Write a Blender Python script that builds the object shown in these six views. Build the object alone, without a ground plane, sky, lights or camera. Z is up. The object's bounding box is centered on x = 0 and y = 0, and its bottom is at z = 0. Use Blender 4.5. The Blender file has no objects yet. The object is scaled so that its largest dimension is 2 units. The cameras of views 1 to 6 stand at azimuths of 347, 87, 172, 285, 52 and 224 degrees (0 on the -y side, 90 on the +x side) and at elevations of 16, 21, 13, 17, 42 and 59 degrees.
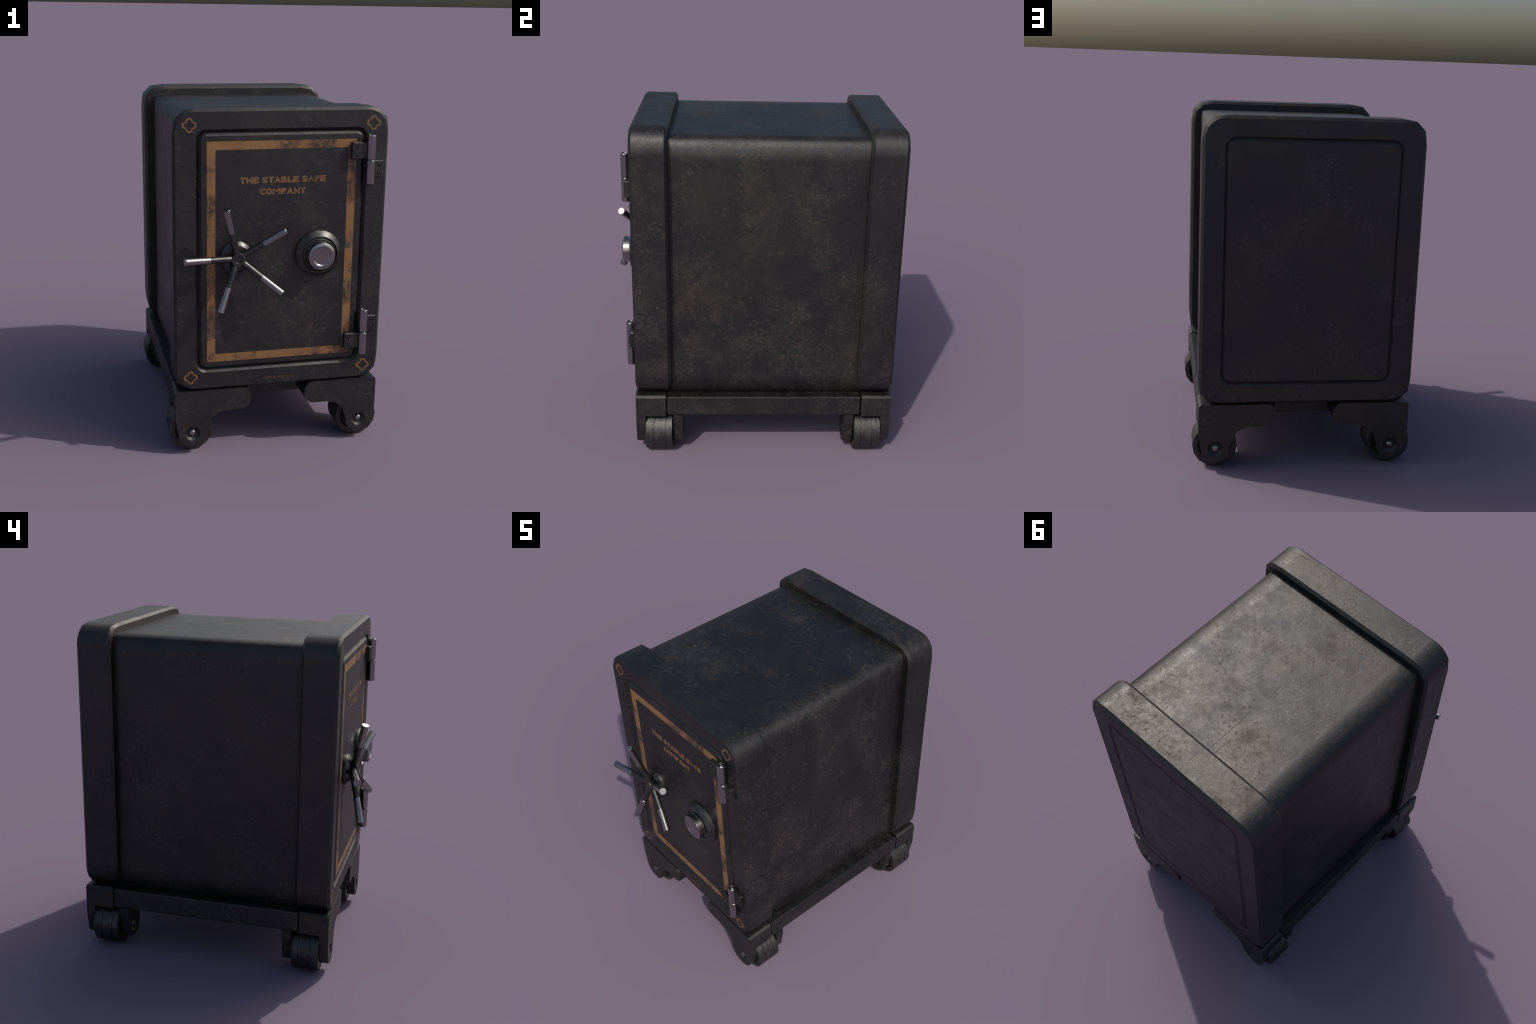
import bpy, bmesh, math, random
from mathutils import Vector, Matrix

random.seed(7)
D = bpy.data
SCN = bpy.context.scene

# ----------------------------------------------------------------- sizes (m)
CY = 0.069            # middle of the cabinet in y
HALF_D = 0.762        # half depth, frame face to frame face
FACE = CY - HALF_D    # y of the front face (-0.693)
FRAME_D = 0.208       # depth of each end frame
CH = 0.016            # chamfer on frame edges
CZ, HH, HW = 1.1965, 0.8035, 0.607   # frame: centre z, half height, half width
GW, GH, GR = 0.4875, 0.6945, 0.066     # groove outline: half width, half height, corner radius


# ----------------------------------------------------------------- materials
class Nodes:
    def __init__(self, name):
        self.mat = D.materials.new(name)
        self.mat.use_nodes = True
        self.t = self.mat.node_tree
        self.bsdf = self.t.nodes['Principled BSDF']
        self.co = self.t.nodes.new('ShaderNodeTexCoord').outputs['Object']

    def n(self, kind, **kw):
        nd = self.t.nodes.new(kind)
        for k, v in kw.items():
            setattr(nd, k, v)
        return nd

    def link(self, a, b):
        self.t.links.new(a, b)

    def put(self, sock, v):
        if isinstance(v, bpy.types.NodeSocket):
            self.link(v, sock)
        else:
            sock.default_value = v

    def mapping(self, scale=(1, 1, 1), rot=(0, 0, 0), loc=(0, 0, 0)):
        m = self.n('ShaderNodeMapping')
        self.link(self.co, m.inputs['Vector'])
        m.inputs['Scale'].default_value = scale
        m.inputs['Rotation'].default_value = rot
        m.inputs['Location'].default_value = loc
        return m.outputs[0]

    def noise(self, scale, detail=4, rough=.55, dist=0, vec=None):
        nz = self.n('ShaderNodeTexNoise')
        self.link(vec or self.co, nz.inputs['Vector'])
        nz.inputs['Scale'].default_value = scale
        nz.inputs['Detail'].default_value = detail
        nz.inputs['Roughness'].default_value = rough
        nz.inputs['Distortion'].default_value = dist
        return nz.outputs[0]

    def ramp(self, v, lo, hi, a=0.0, b=1.0):
        m = self.n('ShaderNodeMapRange')
        m.interpolation_type = 'SMOOTHSTEP'
        self.link(v, m.inputs[0])
        for i, x in enumerate((lo, hi, a, b)):
            m.inputs[i + 1].default_value = x
        return m.outputs[0]

    def math(self, op, a, b=0.0, clamp=False):
        m = self.n('ShaderNodeMath', operation=op, use_clamp=clamp)
        self.put(m.inputs[0], a)
        self.put(m.inputs[1], b)
        return m.outputs[0]

    def mix(self, f, a, b):
        m = self.n('ShaderNodeMix', data_type='RGBA')
        self.put(m.inputs[0], f)
        for s, v in ((m.inputs[6], a), (m.inputs[7], b)):
            self.put(s, (*v, 1) if isinstance(v, tuple) else v)
        return m.outputs[2]

    def bump(self, h, strength, dist=.01, normal=None):
        b = self.n('ShaderNodeBump')
        b.inputs['Strength'].default_value = strength
        b.inputs['Distance'].default_value = dist
        self.link(h, b.inputs['Height'])
        if normal:
            self.link(normal, b.inputs['Normal'])
        return b.outputs[0]

    def set(self, **kw):
        names = dict(color='Base Color', metal='Metallic', rough='Roughness', normal='Normal',
                     spec='Specular IOR Level')
        for k, v in kw.items():
            s = self.bsdf.inputs[names[k]]
            self.put(s, (*v, 1) if isinstance(v, tuple) else v)


def worn_paint(N, dark=.066, light=.19, gouged=False):
    """black enamelled iron: grey specks in clusters, brown haze, rust flecks, dirt pits, scratches"""
    sep = N.n('ShaderNodeSeparateXYZ')
    N.link(N.co, sep.inputs[0])
    X, Y, Z = sep.outputs
    low = N.ramp(Z, 1.5, .3, 0, .03)                    # dirtier towards the floor
    big = N.noise(2.1, 4, .55, .4)
    clus = N.math('ADD', N.noise(3.7, 6, .62, .3), low)
    mid = N.noise(8, 8, .7, .3)
    grain = N.noise(52, 6, .66, .25)
    hair = N.noise(26, 8, .8, 1.0, N.mapping(loc=(5.5, 2.5, 7.5)))
    col = N.mix(N.ramp(big, .35, .65), (dark * .90, dark * .90, dark * .93), (dark * 1.1, dark * 1.07, dark * 1.03))
    # brown haze
    dz = N.math('ADD', N.noise(2.7, 5, .6, .5, N.mapping(loc=(3.1, 1.7, .4))), low)
    haze = N.math('MULTIPLY', N.ramp(dz, .47, .68), N.ramp(hair, .38, .66))
    col = N.mix(N.math('MULTIPLY', haze, .19), col, (.080, .064, .047))
    # grey specks and felted smudges in hand-sized clusters
    where = N.ramp(clus, .48, .66)
    speck = N.math('MULTIPLY', where, N.math('MAXIMUM', N.ramp(grain, .52, .72), N.math('MULTIPLY', N.ramp(hair, .5, .72), .5)))
    col = N.mix(N.math('MULTIPLY', speck, .50), col, (light, light * .99, light * .96))
    # rust flecks
    rz = N.noise(46, 5, .65, .3, N.mapping(loc=(1.3, 5.2, 2.2)))
    rust = N.math('MULTIPLY', N.ramp(rz, .60, .68), N.ramp(dz, .50, .64))
    col = N.mix(N.math('MULTIPLY', rust, .55), col, (.150, .066, .030))
    # dull brown pits and dirt, which show where the light glances off
    pz = N.noise(44, 5, .62, .25, N.mapping(loc=(9.3, .8, 6.1)))
    pc = N.noise(3.1, 5, .6, .4, N.mapping(loc=(4.4, 6.6, 1.2)))
    pit = N.math('MULTIPLY', N.ramp(pz, .54, .66), N.ramp(pc, .40, .60))
    pit = N.math('MAXIMUM', pit, N.math('MULTIPLY', N.ramp(pc, .52, .70), N.ramp(mid, .40, .62, 0, .55)))
    col = N.mix(N.math('MULTIPLY', pit, .75), col, (.052, .036, .028))
    # a few short hairline scratches
    s1 = N.noise(5, 2, .5, .3, N.mapping(scale=(9, 9, 1.1), rot=(.5, .4, .2)))
    line = N.ramp(N.math('ABSOLUTE', N.math('SUBTRACT', s1, .5)), .006, 0)
    scr = N.math('MULTIPLY', line, N.ramp(N.noise(3, 3, .6, 0, N.mapping(loc=(7, 2, 9))), .58, .68))
    col = N.mix(N.math('MULTIPLY', scr, .25), col, (light * 1.2, light * 1.18, light * 1.14))
    grime = N.math('ADD', N.math('MAXIMUM', N.math('MULTIPLY', haze, .55), pit), rust, True)
    metal = N.math('SUBTRACT', .97, N.math('MULTIPLY', grime, .62))
    rough = N.math('ADD', N.ramp(mid, .3, .7, .45, .57), N.math('MULTIPLY', grime, .12))
    rough = N.math('ADD', rough, N.ramp(hair, .3, .7, -.05, .05))
    h = N.math('MULTIPLY', grain, N.ramp(clus, .40, .62, .15, .8))
    h = N.math('SUBTRACT', h, N.math('MULTIPLY', pit, .35))
    h = N.math('SUBTRACT', h, N.math('MULTIPLY', scr, .5))
    if gouged:                                           # long parallel gouges dragged across the top
        wob = N.math('MULTIPLY', N.noise(6, 2), .012)
        top = N.ramp(Z, 1.90, 1.92)
        for x0, k, ya, yb in ((-.046, -.03, .28, .84), (-.085, -.03, .36, .62), (-.075, -.06, .02, .20), (-.058, -.06, .03, .19), (-.40, .5, -.40, -.22)):
            d = N.math('ABSOLUTE', N.math('SUBTRACT', N.math('ADD', X, wob), N.math('ADD', N.math('MULTIPLY', Y, k), x0)))
            g = N.math('MULTIPLY', N.ramp(d, .0045, .0005), N.math('MULTIPLY', N.ramp(Y, ya, ya + .06), N.ramp(Y, yb, yb - .06)))
            h = N.math('SUBTRACT', h, N.math('MULTIPLY', N.math('MULTIPLY', g, top), N.ramp(hair, .35, .6, .1, .85)))
    nrm = N.bump(N.noise(11, 5, .65), .10, .02)
    nrm = N.bump(h, .27, .004, nrm)
    return col, metal, rough, nrm


def mat_paint():
    N = Nodes('black_enamel')
    c, m, r, nn = worn_paint(N, gouged=True)
    N.set(color=c, metal=m, rough=r, normal=nn)
    return N.mat


def mat_gold(name, lo, hi, amount=.8, spots=()):
    """ochre stripe paint rubbed away in soft clumps and little chips"""
    N = Nodes(name)
    c, m, r, nn = worn_paint(N)
    a = N.noise(5.5, 5, .6, .3, N.mapping(loc=(2.2, .3, 4.4)))
    if spots:                                # places where the stripe is rubbed hardest
        sep = N.n('ShaderNodeSeparateXYZ')
        N.link(N.co, sep.inputs[0])
        for x, z, rad, k in spots:
            dx = N.math('SUBTRACT', sep.outputs[0], x)
            dzz = N.math('SUBTRACT', sep.outputs[2], z)
            d = N.math('SQRT', N.math('ADD', N.math('MULTIPLY', dx, dx), N.math('MULTIPLY', dzz, dzz)))
            a = N.math('ADD', a, N.ramp(d, rad, rad * .35, 0, k))
    b = N.noise(34, 6, .7, .6)
    worn = N.math('MAXIMUM', N.math('MULTIPLY', N.ramp(a, lo, hi), N.ramp(b, .30, .58)),
                  N.math('MULTIPLY', N.ramp(b, .62, .70), .7))
    worn = N.math('MULTIPLY', worn, amount)
    ochre = N.mix(N.ramp(N.noise(11, 4, .6), .35, .7), (.285, .146, .058), (.235, .122, .052))
    N.set(color=N.mix(worn, ochre, c), metal=N.math('MULTIPLY', worn, .85),
          rough=N.math('ADD', .54, N.math('MULTIPLY', worn, -.02)), normal=nn, spec=.45)
    return N.mat


def mat_chrome():
    N = Nodes('bright_steel')
    g = N.noise(160, 3, .6)
    big = N.noise(14, 4, .6)
    col = N.mix(N.ramp(big, .35, .7), (.36, .35, .35), (.30, .29, .285))
    N.set(color=col, metal=1.0, rough=N.ramp(big, .3, .7, .2, .28), normal=N.bump(g, .05, .002))
    return N.mat


def mat_dark_steel():
    N = Nodes('dark_steel')
    big = N.noise(18, 5, .65)
    fine = N.noise(70, 4, .6)
    col = N.mix(N.ramp(big, .4, .7), (.075, .075, .075), (.125, .122, .116))
    N.set(color=col, metal=.95, rough=N.ramp(fine, .3, .7, .34, .46), normal=N.bump(fine, .08, .003))
    return N.mat


def mat_wheel():
    N = Nodes('wheel_iron')
    stre = N.noise(20, 6, .65, .8, N.mapping(scale=(1, 6, 1)))
    dent = N.noise(46, 3, .55, 1.6)
    where = N.ramp(N.noise(7, 2, .5, 0, N.mapping(loc=(.6, .2, .1))), .54, .6)
    col = N.mix(N.ramp(stre, .35, .7), (.060, .060, .059), (.108, .106, .102))
    h = N.math('ADD', N.math('MULTIPLY', stre, .07), N.math('MULTIPLY', N.math('MULTIPLY', dent, where), 1.2))
    N.set(color=col, metal=.9, rough=N.ramp(stre, .3, .7, .45, .56), normal=N.bump(h, .4, .005))
    return N.mat


PAINT = mat_paint()
GOLD = mat_gold('ochre_stripe', .50, .62, .80, [(-.02, 1.80, .09, .10), (.20, 1.80, .13, .17), (.40, 1.70, .10, .07), (.40, 1.26, .08, .15),
                                              (.40, .92, .10, .10), (.40, .60, .08, .14), (-.40, 1.47, .09, .12), (-.40, .79, .07, .09)])
GOLD_TXT = mat_gold('ochre_lettering', .44, .70, .50)
GOLD_DIM = mat_gold('ochre_faded', .15, .58, .75)
CHROME = mat_chrome()
STEEL = mat_dark_steel()
WHEEL = mat_wheel()


# ----------------------------------------------------------------- mesh helpers
def finish(bm, name, mat, parent=None, angle=42, weighted=True, recalc=True):
    if recalc:
        bmesh.ops.recalc_face_normals(bm, faces=bm.faces)
    me = D.meshes.new(name)
    bm.to_mesh(me)
    bm.free()
    me.materials.append(mat)
    for p in me.polygons:
        p.use_smooth = True
    hard = [e.index for e in me.edges if e.use_edge_sharp]
    me.set_sharp_from_angle(angle=math.radians(angle))
    for k in hard:
        me.edges[k].use_edge_sharp = True
    return place(me, name, parent, weighted)


def place(me, name, parent=None, weighted=False):
    ob = D.objects.new(name, me)
    SCN.collection.objects.link(ob)
    if parent:
        ob.parent = parent
    if weighted:
        w = ob.modifiers.new('weighted', 'WEIGHTED_NORMAL')
        w.keep_sharp = True
        w.weight = 100
    return ob


def empty(name, parent=None, loc=(0, 0, 0)):
    e = D.objects.new(name, None)
    e.empty_display_size = .1
    SCN.collection.objects.link(e)
    e.location = loc
    if parent:
        e.parent = parent
    return e


def box_loop(hw, hh, corner):
    """closed outline in (x, z) about the origin; corner: list of (dx, dz) offsets inwards from
    the corner, running from the vertical side to the horizontal side"""
    pts = []
    for sx, sz in ((1, 1), (-1, 1), (-1, -1), (1, -1)):
        c = [(sx * (hw - dx), sz * (hh - dz)) for dx, dz in corner]
        if sx * sz < 0:
            c.reverse()
        pts += c
    return pts


def arc_corner(r, n):
    return [(r - r * math.cos(a), r - r * math.sin(a)) for a in [math.pi / 2 * i / n for i in range(n + 1)]]


FACET = [(0, .14), (.011, .060), (.060, .011), (.14, 0)]      # faceted frame corner


def ring(bm, pts, y, cz=CZ):
    return [bm.verts.new((x, y, cz + z)) for x, z in pts]


def bridge(bm, a, b):
    """join two closed rings whose corners carry the same or a different number of points"""
    if len(a) == len(b):
        n = len(a)
        for i in range(n):
            bm.faces.new((a[i], a[(i + 1) % n], b[(i + 1) % n], b[i]))
        return
    if len(a) > len(b):
        a, b = b, a
    na, nb = len(a) // 4, len(b) // 4
    k = (nb - 1) // (na - 1)
    for c in range(4):
        ca = a[c * na:(c + 1) * na]
        cb = b[c * nb:(c + 1) * nb]
        for i in range(na - 1):
            bm.faces.new([ca[i], ca[i + 1]] + cb[i * k:(i + 1) * k + 1][::-1])
        a2, b2 = a[((c + 1) * na) % len(a)], b[((c + 1) * nb) % len(b)]
        bm.faces.new((ca[-1], a2, b2, cb[-1]))


def crisp(row):
    """mark a closed ring of vertices as a hard edge"""
    ids = set(row)
    for v in row:
        for e in v.link_edges:
            if e.other_vert(v) in ids:
                e.smooth = False


def revolve(bm, prof, segs, axis_o, axis='y', phase=0.0):
    """surface of revolution; prof: list of (radius, distance along the axis)"""
    o = Vector(axis_o)
    rows = []
    for r, t in prof:
        if r < 1e-6:
            p = o + (Vector((0, t, 0)) if axis == 'y' else Vector((0, 0, t)))
            rows.append([bm.verts.new(p)])
            continue
        row = []
        for i in range(segs):
            a = phase + 2 * math.pi * i / segs
            p = Vector((r * math.cos(a), t, r * math.sin(a))) if axis == 'y' else Vector((r * math.cos(a), r * math.sin(a), t))
            row.append(bm.verts.new(o + p))
        rows.append(row)
    for a, b in zip(rows, rows[1:]):
        if len(a) == len(b) == 1:
            continue
        for i in range(segs):
            j = (i + 1) % segs
            if len(a) == 1:
                bm.faces.new((a[0], b[j], b[i]))
            elif len(b) == 1:
                bm.faces.new((a[i], a[j], b[0]))
            else:
                bm.faces.new((a[i], a[j], b[j], b[i]))


def bevelled_box(bm, lo, hi, w, segs=2):
    g = bmesh.ops.create_cube(bm, size=1)
    for v in g['verts']:
        for i in range(3):
            v.co[i] = lo[i] if v.co[i] < 0 else hi[i]
    ed = list({e for v in g['verts'] for e in v.link_edges})
    bmesh.ops.bevel(bm, geom=ed, offset=w, segments=segs, profile=.5, affect='EDGES')


# ----------------------------------------------------------------- the safe
SAFE = empty('safe')
SAFE['label'] = 'antique black iron safe with spoked handle, combination dial and caster wheels'
SAFE['category'] = 'safe'

# cabinet: plain box between the two end frames
bm = bmesh.new()
BW, BT = .549, 1.944
corner = [(0, .125), (0, .046), (.0085, .0100), (.0100, .0085), (.046, 0), (.125, 0)]
bend = [0, 19, 42, 48, 71, 90]            # how far the surface normal has turned at each corner point
bh = (BT - .388) / 2
loop = box_loop(BW, bh, corner)
bz = (BT + .388) / 2
f0 = ring(bm, loop, FACE + FRAME_D - .02, bz)
f1 = ring(bm, loop, CY + HALF_D - FRAME_D + .02, bz)
bridge(bm, f0, f1)
bm.faces.new(f0)
bm.faces.new(f1[::-1])
cab = finish(bm, 'cabinet', PAINT, SAFE, angle=180, weighted=False)
turn = []
for sx, sz in ((1, 1), (-1, 1), (-1, -1), (1, -1)):
    q = [(sx * math.cos(math.radians(t)), 0, sz * math.sin(math.radians(t))) for t in bend]
    turn += q[::-1] if sx * sz < 0 else q
cab.data.normals_split_custom_set_from_vertices(turn + turn)

# groove outlines shared by the frames and the panels they hold
NA = 9
g_out = box_loop(GW, GH, arc_corner(GR, NA))


def groove(s):
    a, b, deep = (.0165, .0365, .0165) if s > 0 else (.0112, .0295, .0105)
    return (box_loop(GW - a, GH - a, arc_corner(GR - a, NA)), box_loop(GW - b, GH - b, arc_corner(GR - b, NA)), deep)


def end_frame(name, s):
    """s = +1 front (faces -y), -1 back"""
    Y = lambda d: CY - s * (HALF_D - d)
    g_mid, g_in, g_deep = groove(s)
    bm = bmesh.new()
    rows = [
        ring(bm, box_loop(BW - .02, HH - .076, arc_corner(.05, 3)), Y(FRAME_D)),
        ring(bm, box_loop(HW - CH, HH - CH, [(a * .9, b * .9) for a, b in FACET]), Y(FRAME_D)),
        ring(bm, box_loop(HW, HH, FACET), Y(FRAME_D - CH)),
        ring(bm, box_loop(HW, HH, FACET), Y(CH)),
        ring(bm, box_loop(HW - CH, HH - CH, arc_corner(.105, NA)), Y(0)),
        ring(bm, g_out, Y(0)),
        ring(bm, g_mid, Y(g_deep)),
    ]
    for a, b in zip(rows, rows[1:]):
        bridge(bm, a, b)
    crisp(rows[-2])
    return finish(bm, name, PAINT, SAFE)


def panel(name, s):
    Y = lambda d: CY - s * (HALF_D - d)
    g_mid, g_in, g_deep = groove(s)
    bm = bmesh.new()
    a = ring(bm, g_mid, Y(g_deep + .0005))
    b = ring(bm, g_in, Y(0))
    bridge(bm, a, b)
    bm.faces.new(b)
    bm.faces.new(a[::-1])
    crisp(b)
    return finish(bm, name, PAINT, SAFE)


end_frame('front_frame', 1)
end_frame('back_frame', -1)
DOOR = panel('door', 1)
panel('back_panel', -1)

# ochre border painted on the door
bm = bmesh.new()
Z0 = 1.1955
o = [(.4215, .630), (-.4215, .630), (-.4215, -.630), (.4215, -.630)]
i_ = [(.3745, .5835), (-.3745, .5835), (-.3745, -.5835), (.3745, -.5835)]
yo, yi = FACE - .0008, FACE + .001
ro, ri = ring(bm, o, yo, Z0), ring(bm, i_, yo, Z0)
ro2, ri2 = ring(bm, o, yi, Z0), ring(bm, i_, yi, Z0)
bridge(bm, ro, ri)
bridge(bm, ro, ro2)
bridge(bm, ri, ri2)
finish(bm, 'painted_border', GOLD, DOOR, weighted=False)


# four-lobed corner ornaments
def quatrefoil(off, r, n=14):
    pts = []
    # angle on each lobe where neighbouring lobes meet (on the diagonal)
    # lobe centre (off,0): point on diagonal at distance d from origin
    d = off / math.sqrt(2) + math.sqrt(max(0, r * r - off * off / 2))
    px = d / math.sqrt(2)
    a1 = math.atan2(px, px - off)
    for k in range(4):
        for i in range(n):
            a = -a1 + 2 * a1 * i / (n - 1)
            x, z = off + r * math.cos(a), r * math.sin(a)
            c, s = math.cos(k * math.pi / 2), math.sin(k * math.pi / 2)
            pts.append((x * c - z * s, x * s + z * c))
    return pts


bm = bmesh.new()
qo_pts = quatrefoil(.0208, .0196)
# inner line: offset towards the inside of every lobe
cx = []
for x, z in qo_pts:
    k = max(((abs(x), 0), (abs(z), 1)))[1]
    c = (math.copysign(.0205, x), 0) if k == 0 else (0, math.copysign(.0205, z))
    dx, dz = x - c[0], z - c[1]
    l = math.hypot(dx, dz)
    cx.append((x - dx / l * .0102, z - dz / l * .0102))
a, b = ring(bm, qo_pts, 0, 0), ring(bm, cx, 0, 0)
a2, b2 = ring(bm, qo_pts, .0018, 0), ring(bm, cx, .0018, 0)
n = len(a)
for p, q in ((a, b), (a, a2), (b, b2)):
    for i in range(n):
        bm.faces.new((p[i], p[(i + 1) % n], q[(i + 1) % n], q[i]))
FRONT = D.objects['front_frame']
orn = finish(bm, 'corner_ornament', GOLD_TXT, FRONT, weighted=False)
first = True
for x in (-.515, .515):
    for z in (1.9125, .4775):
        ob = orn if first else orn.copy()
        if not first:
            SCN.collection.objects.link(ob)
        first = False
        ob.location = (x, FACE - .0008, z)

# ----------------------------------------------------------------- lettering
SERIFS = {  # strokes that end in slab serifs: (x fraction, 0 bottom / 1 top)
    'T': [(.5, 0)], 'H': [(.17, 0), (.83, 0), (.17, 1), (.83, 1)], 'E': [(.12, 0), (.12, 1)],
    'A': [(.13, 0), (.87, 0)], 'B': [(.10, 0), (.10, 1)], 'L': [(.2, 0), (.2, 1)],
    'F': [(.2, 0), (.2, 1)], 'M': [(.13, 0), (.87, 0)], 'P': [(.2, 0)],
    'N': [(.15, 0), (.15, 1)], 'Y': [(.5, 0)], 'I': [(.5, 0), (.5, 1)],
}
GLYPH = {}


def glyph(ch, weight):
    weight *= {'M': 0, 'N': .6, 'A': .7, 'Y': .8, 'S': .62, 'B': .7, 'E': .75, 'C': .8}.get(ch, 1)
    if (ch, weight) in GLYPH:
        return GLYPH[ch, weight]
    cu = D.curves.new('glyph', 'FONT')
    cu.body = ch
    cu.offset = weight
    cu.extrude = .5
    cu.resolution_u = 4
    ob = D.objects.new('glyph', cu)
    SCN.collection.objects.link(ob)
    bpy.context.view_layer.update()
    dg = bpy.context.evaluated_depsgraph_get()
    me = D.meshes.new_from_object(ob.evaluated_get(dg))
    pts = [v.co.copy() for v in me.vertices]
    lo = Vector((min(p[i] for p in pts) for i in range(3)))
    hi = Vector((max(p[i] for p in pts) for i in range(3)))
    for v in me.vertices:       # unit cell: x 0..1, y up 0..1, z 0..1
        v.co = Vector(((v.co[i] - lo[i]) / max(hi[i] - lo[i], 1e-6) for i in range(3)))
    D.objects.remove(ob)
    GLYPH[ch, weight] = me
    return me


def letters(text, x0, x1, z0, z1, parent, weight, serif, gap=.07, space=.5, width=None, dim=()):
    width = width or {}
    adv = [(space if c == ' ' else width.get(c, 1.0)) for c in text]
    total = sum(adv) + gap * (len(text) - 1)
    u = (x1 - x0) / total
    x = x0
    h = z1 - z0
    for k, (c, w) in enumerate(zip(text, adv)):
        if c != ' ':
            me = glyph(c, weight)
            bm = bmesh.new()
            bm.from_mesh(me)
            for v in bm.verts:
                v.co = Vector((v.co.x * w * u, -v.co.z * .0018 + .001, v.co.y * h))
            if serif and c == 'M':       # thicken the thin M with two shifted strokes
                for dx in (-.03, .03):
                    extra = bmesh.new()
                    extra.from_mesh(me)
                    tmp = D.meshes.new('glyph')
                    for v in extra.verts:
                        v.co = Vector(((v.co.x * .94 + .03 + dx) * w * u, -v.co.z * .0018 + .001 - .0002 - dx * .004, v.co.y * h))
                    extra.to_mesh(tmp)
                    extra.free()
                    bm.from_mesh(tmp)
                    D.meshes.remove(tmp)
            if serif:
                for fx, top in SERIFS.get(c, []):
                    sw, sh = .36 * u, .17 * h
                    cxx = min(max(fx * w * u, sw * .42), w * u - sw * .42)
                    zc = h - sh if top else 0
                    g = bmesh.ops.create_cube(bm, size=1)
                    for v in g['verts']:
                        v.co = Vector((cxx + v.co.x * sw, -.00045 + v.co.y * .0016 - .0, zc + (v.co.z + .5) * sh))
            ob = finish(bm, 'letter', GOLD_DIM if k in dim else GOLD_TXT, parent, weighted=False)
            ob.location = (x, FACE, z0)
        x += (w + gap) * u


WID = {'I': .55, 'L': .9, 'F': .92, 'A': 1.08, 'M': 1.25, 'H': 1.08, 'T': 1.0}
SIGN = empty('lettering', SAFE)
letters('THE STABLE SAFE', -.2405, .2485, 1.5925, 1.6265, SIGN, .068, True, .05, .42, WID, (12, 13))
letters('COMPANY', -.128, .1355, 1.5275, 1.5620, SIGN, .068, True, .06, .5, WID)
SMALL = empty('maker_line', SAFE)
letters('MADE IN SUBSTANCE', -.0876, .0930, .4362, .4503, SMALL, .03, False, .12, .75, WID, range(17))

# ----------------------------------------------------------------- base plate
bm = bmesh.new()
bevelled_box(bm, (-.604, -.5115, .265), (.604, .6495, .3915), .013, 2)
finish(bm, 'base_plate', PAINT, SAFE)

# ----------------------------------------------------------------- caster brackets
ARM = [(.604, .3805), (.5895, .392), (.210, .392), (.1905, .386), (.1775, .374), (.1655, .356), (.1605, .334),
       (.1615, .306), (.170, .286), (.1855, .2695), (.2130, .2596)]
LEG = [(.309, .2588), (.342, .2505), (.3705, .2370), (.3985, .2115), (.4100, .187), (.4185, .158), (.431, .0945),
       (.447, .0705), (.471, .0550), (.506, .0480), (.541, .0550), (.566, .0705), (.583, .0945), (.6005, .1960), (.604, .215)]
AX, AZ = .506, .1275         # axle


def plate(bm, prof, y0, y1, holes):
    """extrude an (x, z) outline from y0 to y1; holes lists the y sides that carry a dished bolt seat"""
    R, R2, DP, NS = .0465, .029, .0155, 24
    caps = []
    for y in (y0, y1):
        caps.append([bm.verts.new((x, y, z)) for x, z in prof])
    n = len(prof)
    for i in range(n):
        bm.faces.new((caps[0][i], caps[0][(i + 1) % n], caps[1][(i + 1) % n], caps[1][i]))
    for y, vs in zip((y0, y1), caps):
        if y not in holes:
            bm.faces.new(vs)
            continue
        s = 1 if y == y0 else -1
        circ = [(math.cos(2 * math.pi * i / NS), math.sin(2 * math.pi * i / NS)) for i in range(NS)]
        c0 = [bm.verts.new((AX + R * c, y, AZ + R * q)) for c, q in circ]
        c1 = [bm.verts.new((AX + (R - .004) * c, y + s * .0022, AZ + (R - .004) * q)) for c, q in circ]
        c2 = [bm.verts.new((AX + R2 * c, y + s * DP, AZ + R2 * q)) for c, q in circ]
        for p, q in ((c0, c1), (c1, c2)):
            for i in range(NS):
                bm.faces.new((p[i], p[(i + 1) % NS], q[(i + 1) % NS], q[i]))
        bm.faces.new(c2)
        ed = [bm.edges.get((vs[i], vs[(i + 1) % n])) for i in range(n)]
        ed += [bm.edges.get((c0[i], c0[(i + 1) % NS])) for i in range(NS)]
        bmesh.ops.triangle_fill(bm, edges=ed, use_beauty=True, use_dissolve=False, normal=(0, -s, 0))


# built for the front right corner, in coordinates relative to (0, CY, 0); the others are mirrored copies
y_a, y_b, y_c, y_d, y_e = -.6945 - CY, -.6395 - CY, -.5170 - CY, -.4725 - CY, -.4165 - CY
bm = bmesh.new()
plate(bm, ARM + LEG, y_a, y_b, (y_a,))
blk = ARM + [(.604, .2596)]
f = [bm.verts.new((x, y_b + .0004, z)) for x, z in blk]
b = [bm.verts.new((x, y_c, z)) for x, z in blk]
for i in range(len(blk)):
    j = (i + 1) % len(blk)
    bm.faces.new((f[i], f[j], b[j], b[i]))
bm.faces.new(b)
plate(bm, [(.604, .2665), (.300, .2665)] + LEG, y_d, y_e, (y_e,))
bracket = finish(bm, 'caster_bracket', PAINT, SAFE, angle=35)

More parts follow.
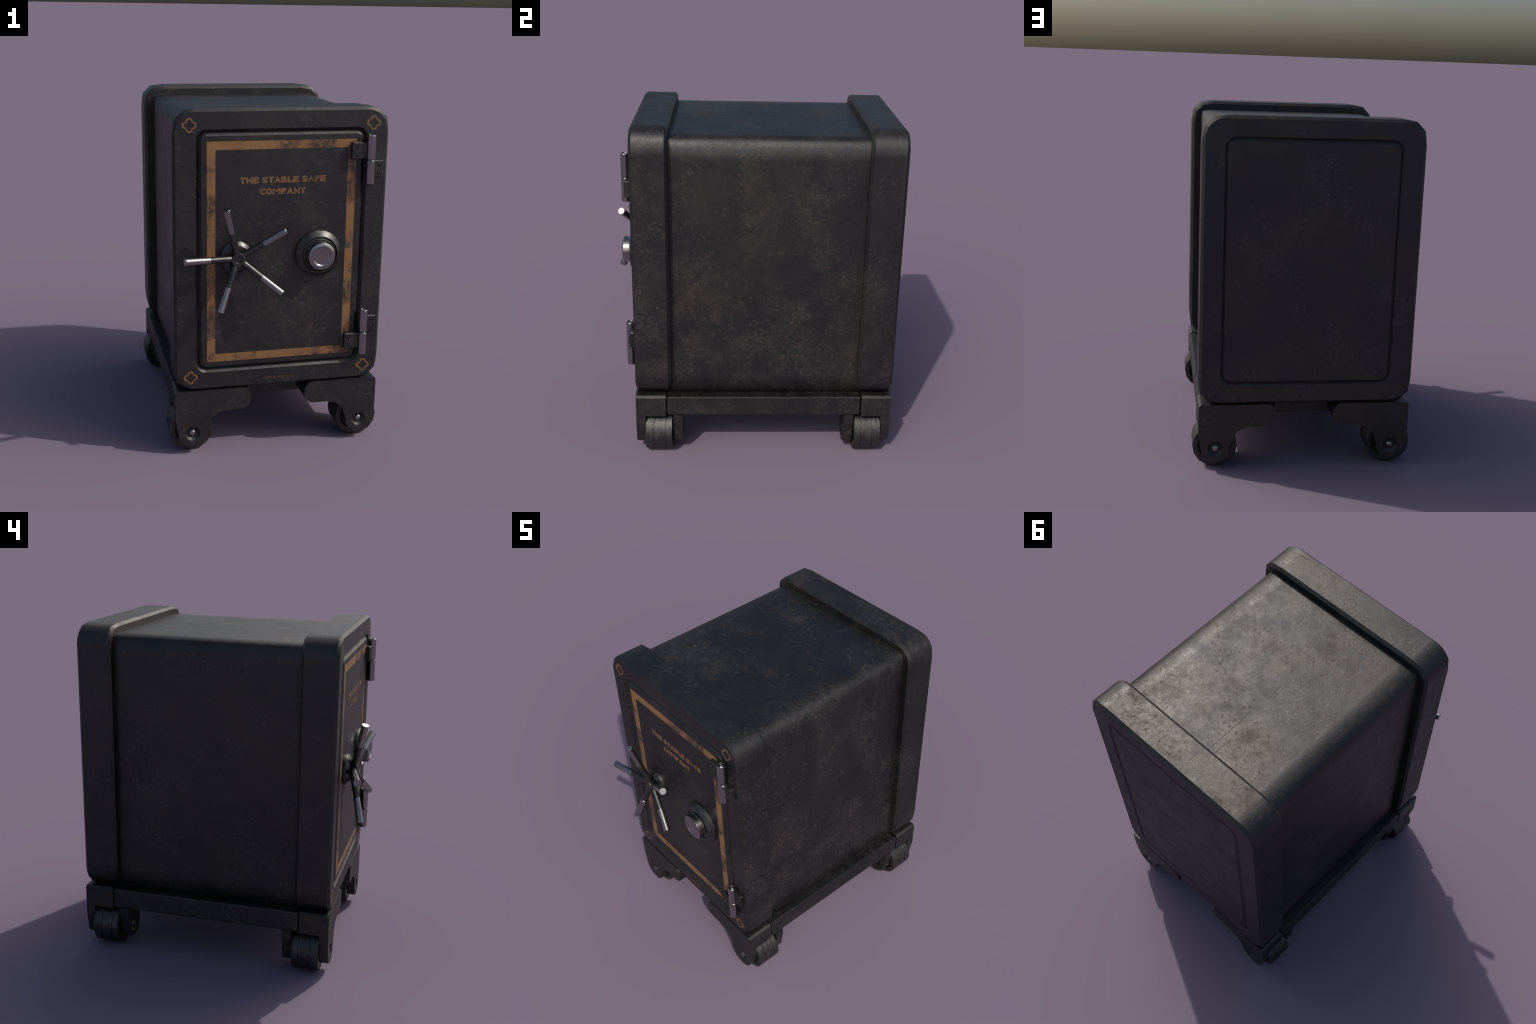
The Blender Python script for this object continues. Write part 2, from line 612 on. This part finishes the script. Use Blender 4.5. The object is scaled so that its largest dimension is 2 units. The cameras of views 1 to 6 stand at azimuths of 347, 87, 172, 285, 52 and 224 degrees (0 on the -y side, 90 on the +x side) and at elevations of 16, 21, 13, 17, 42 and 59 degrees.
# wheel: three bands split by fine grooves, dished sides
bm = bmesh.new()
WR, wl, wr = .1275, -.0815, .0815
gr = []
for gy in (-.0295, .0395):
    gr += [(WR, gy - .0016), (WR - .005, gy - .0006), (WR - .005, gy + .0006), (WR, gy + .0016)]
prof = [(0, wl + .016), (.036, wl + .016), (.036, wl + .006), (.040, wl + .004), (.050, wl + .004), (.052, wl + .022), (.088, wl + .022), (.096, wl + .002), (.120, wl), (WR, wl + .004)] + gr + \
       [(WR, wr - .004), (.120, wr), (.096, wr - .002), (.088, wr - .022), (.052, wr - .022), (.050, wr - .004), (.040, wr - .004), (.036, wr - .006), (.036, wr - .016), (0, wr - .016)]
revolve(bm, prof, 16, (0, 0, 0))
wheel = finish(bm, 'wheel', WHEEL, None, angle=40)
# axle bolt: rounded rivet heads joined by the axle
bm = bmesh.new()
hd = [(0, -.0120), (.007, -.0113), (.0130, -.0093), (.0175, -.0060), (.0205, -.001), (.0210, .002), (.0210, .008)]
ya, ye = y_a + .0150, y_e - .0150
prof = [(r, ya + t) for r, t in hd] + [(.012, ya + .02), (.012, ye - .02)] + [(r, ye - t) for r, t in hd[::-1]]
revolve(bm, prof, 20, (AX, 0, AZ))
bolt = finish(bm, 'axle_bolt', CHROME, None, weighted=False)
wheel.parent = bolt.parent = bracket
wheel.location = (AX, -.5595 - CY, AZ)
for sx, sy in ((1, 1), (-1, 1), (1, -1), (-1, -1)):
    if (sx, sy) == (1, 1):
        br = bracket
    else:
        br = bracket.copy()
        SCN.collection.objects.link(br)
        for src in (wheel, bolt):
            c = src.copy()
            c.parent = br
            SCN.collection.objects.link(c)
    br.location = (0, CY, 0)
    br.scale = (sx, sy, 1)

# ----------------------------------------------------------------- five-spoke handle
HX, HZ = -.258, 1.1845
HANDLE = empty('handle', SAFE, (HX, FACE, HZ))
bm = bmesh.new()
revolve(bm, [(.085, .004), (.093, 0), (.0935, -.016), (.0915, -.020), (.072, -.036), (.068, -.0375), (.040, -.0385), (0, -.0385)], 12, (0, 0, 0), phase=.26)
finish(bm, 'rosette', STEEL, HANDLE, angle=50)
bm = bmesh.new()
revolve(bm, [(.027, -.030), (.027, -.048), (.036, -.060), (.0405, -.0630), (.0405, -.0740), (.0380, -.0775), (.0225, -.0775), (.0205, -.0755), (.0170, -.0700), (0, -.0700)], 24, (0, 0, 0))
finish(bm, 'hub', STEEL, HANDLE, angle=50)
t = Vector((0, 0, 1))


def rod(name, prof, mat):
    bm = bmesh.new()
    revolve(bm, prof, 20, (0, 0, 0), 'z')
    return finish(bm, name, mat, HANDLE, angle=40, weighted=False)


SL = math.atan2(.034, .1415)           # spokes lean forward
L0, L1, L2 = .022, .1625 / math.cos(SL), .3035 / math.cos(SL)
spoke = rod('spoke', [(.0205, L0), (.0178, L1 + .004)], STEEL)
grip = rod('grip', [(0, L1), (.0180, L1), (.0198, L1 + .0015), (.0217, L2 - .0012), (.0206, L2), (0, L2)], CHROME)
for k in range(5):
    th = math.radians(33.1 + 72 * k)
    d = Vector((math.cos(th) * math.cos(SL), -math.sin(SL), math.sin(th) * math.cos(SL)))
    q = d.to_track_quat('Z', 'Y')
    for src in (spoke, grip):
        ob = src if k == 0 else src.copy()
        if k:
            SCN.collection.objects.link(ob)
        ob.rotation_mode = 'QUATERNION'
        ob.rotation_quaternion = q
        ob.location = (0, -.0475, 0)

# ----------------------------------------------------------------- combination dial
DIAL = empty('combination_dial', SAFE, (.2155, FACE, 1.1825))
bm = bmesh.new()
revolve(bm, [(.130, .003), (.1345, -.002), (.1345, -.012), (.1315, -.017), (.1085, -.0385), (.1045, -.0405), (.1015, -.039), (.0975, -.0300), (0, -.0300)], 24, (0, 0, 0))
finish(bm, 'dial_plate', STEEL, DIAL, angle=30)
bm = bmesh.new()
revolve(bm, [(.0945, -.029), (.0945, -.0315), (.0925, -.0335), (.0875, -.0365), (.0855, -.0368), (.082, -.0325), (0, -.0335)], 40, (0, 0, 0))
finish(bm, 'dial_ring', STEEL, DIAL, angle=30)
bm = bmesh.new()
revolve(bm, [(.076, -.032), (.0775, -.040), (.0790, -.0425), (.0790, -.0455), (.0775, -.0475), (.0775, -.0800), (.0770, -.0815), (.0665, -.0880),
             (.0555, -.0880), (.0540, -.0874), (.0492, -.0822), (.0475, -.0816), (0, -.0816)], 40, (0, 0, 0))
finish(bm, 'knob', CHROME, DIAL, angle=35)
# short raised ticks round the ring
tick_me = None
for k in range(24):
    a = 2 * math.pi * k / 24
    if tick_me is None:
        bm = bmesh.new()
        bevelled_box(bm, (.0890, -.0372, -.0009), (.0925, -.033, .0009), .0004, 1)
        ob = finish(bm, 'dial_tick', CHROME, DIAL, weighted=False)
        tick_me = ob
    else:
        ob = tick_me.copy()
        SCN.collection.objects.link(ob)
    ob.rotation_euler = (0, a, 0)


# ----------------------------------------------------------------- hinges
def hinge(zc, door_up):
    H = empty('hinge', SAFE, (.496, FACE - .027, zc))
    s = 1 if door_up else -1
    # two tubular knuckles, hollow at the top with a pin inside
    for lo, hi in ((-.1365, -.0015), (.0015, .1365)):
        bm = bmesh.new()
        prof = [(0, lo), (.0225, lo), (.0258, lo + .0035), (.0258, hi - .0045), (.0230, hi - .0008), (.0205, hi), (.0165, hi - .0006),
                (.0140, hi - .006), (.0140, hi - .012)] + \
               [(.0115, hi - .010), (.0085, hi - .006), (.0045, hi - .0035), (0, hi - .0030)]
        revolve(bm, prof, 24, (0, 0, 0), 'z')
        finish(bm, 'knuckle', CHROME, H, angle=50)
    yf = -.0035
    for x0, x1, up, sx in ((-.1105, -.012, door_up, -.085), (.012, .0745, not door_up, .049)):
        z0, z1 = (.0045, .0985) if up else (-.0985, -.0045)
        zm = (z0 + z1) / 2
        bm = bmesh.new()
        bevelled_box(bm, (x0, yf, z0), (x1, .029, z1), .0055, 1)
        lf = finish(bm, 'leaf', PAINT, H, weighted=False)
        bm = bmesh.new()
        for dz in (-.0242, .0242):           # countersunk screw holes
            revolve(bm, [(0, yf - .004), (.0112, yf - .004), (.0100, yf + .0015), (.0096, yf + .0062), (0, yf + .0062)], 20, (sx, 0, zm + dz))
        cut = finish(bm, 'hole_cutter', PAINT, H)
        bo = lf.modifiers.new('holes', 'BOOLEAN')
        bo.operation, bo.solver, bo.object = 'DIFFERENCE', 'EXACT', cut
        bpy.context.view_layer.update()
        me = D.meshes.new_from_object(lf.evaluated_get(bpy.context.evaluated_depsgraph_get()))
        lf.modifiers.clear()
        lf.data = me
        me.set_sharp_from_angle(angle=math.radians(32))
        D.objects.remove(cut)
        for dz in (-.0242, .0242):
            bm = bmesh.new()                 # domed screw head sunk in its hole
            revolve(bm, [(.0078, .0066), (.0078, .0040), (.0066, .0018), (.0046, .0004), (.0022, -.0003), (0, -.0004)], 16, (0, 0, 0))
            sc = finish(bm, 'screw', STEEL, H, weighted=False, angle=60)
            sc.location = (sx, yf, zm + dz)


hinge(1.7115, True)
hinge(.6975, False)
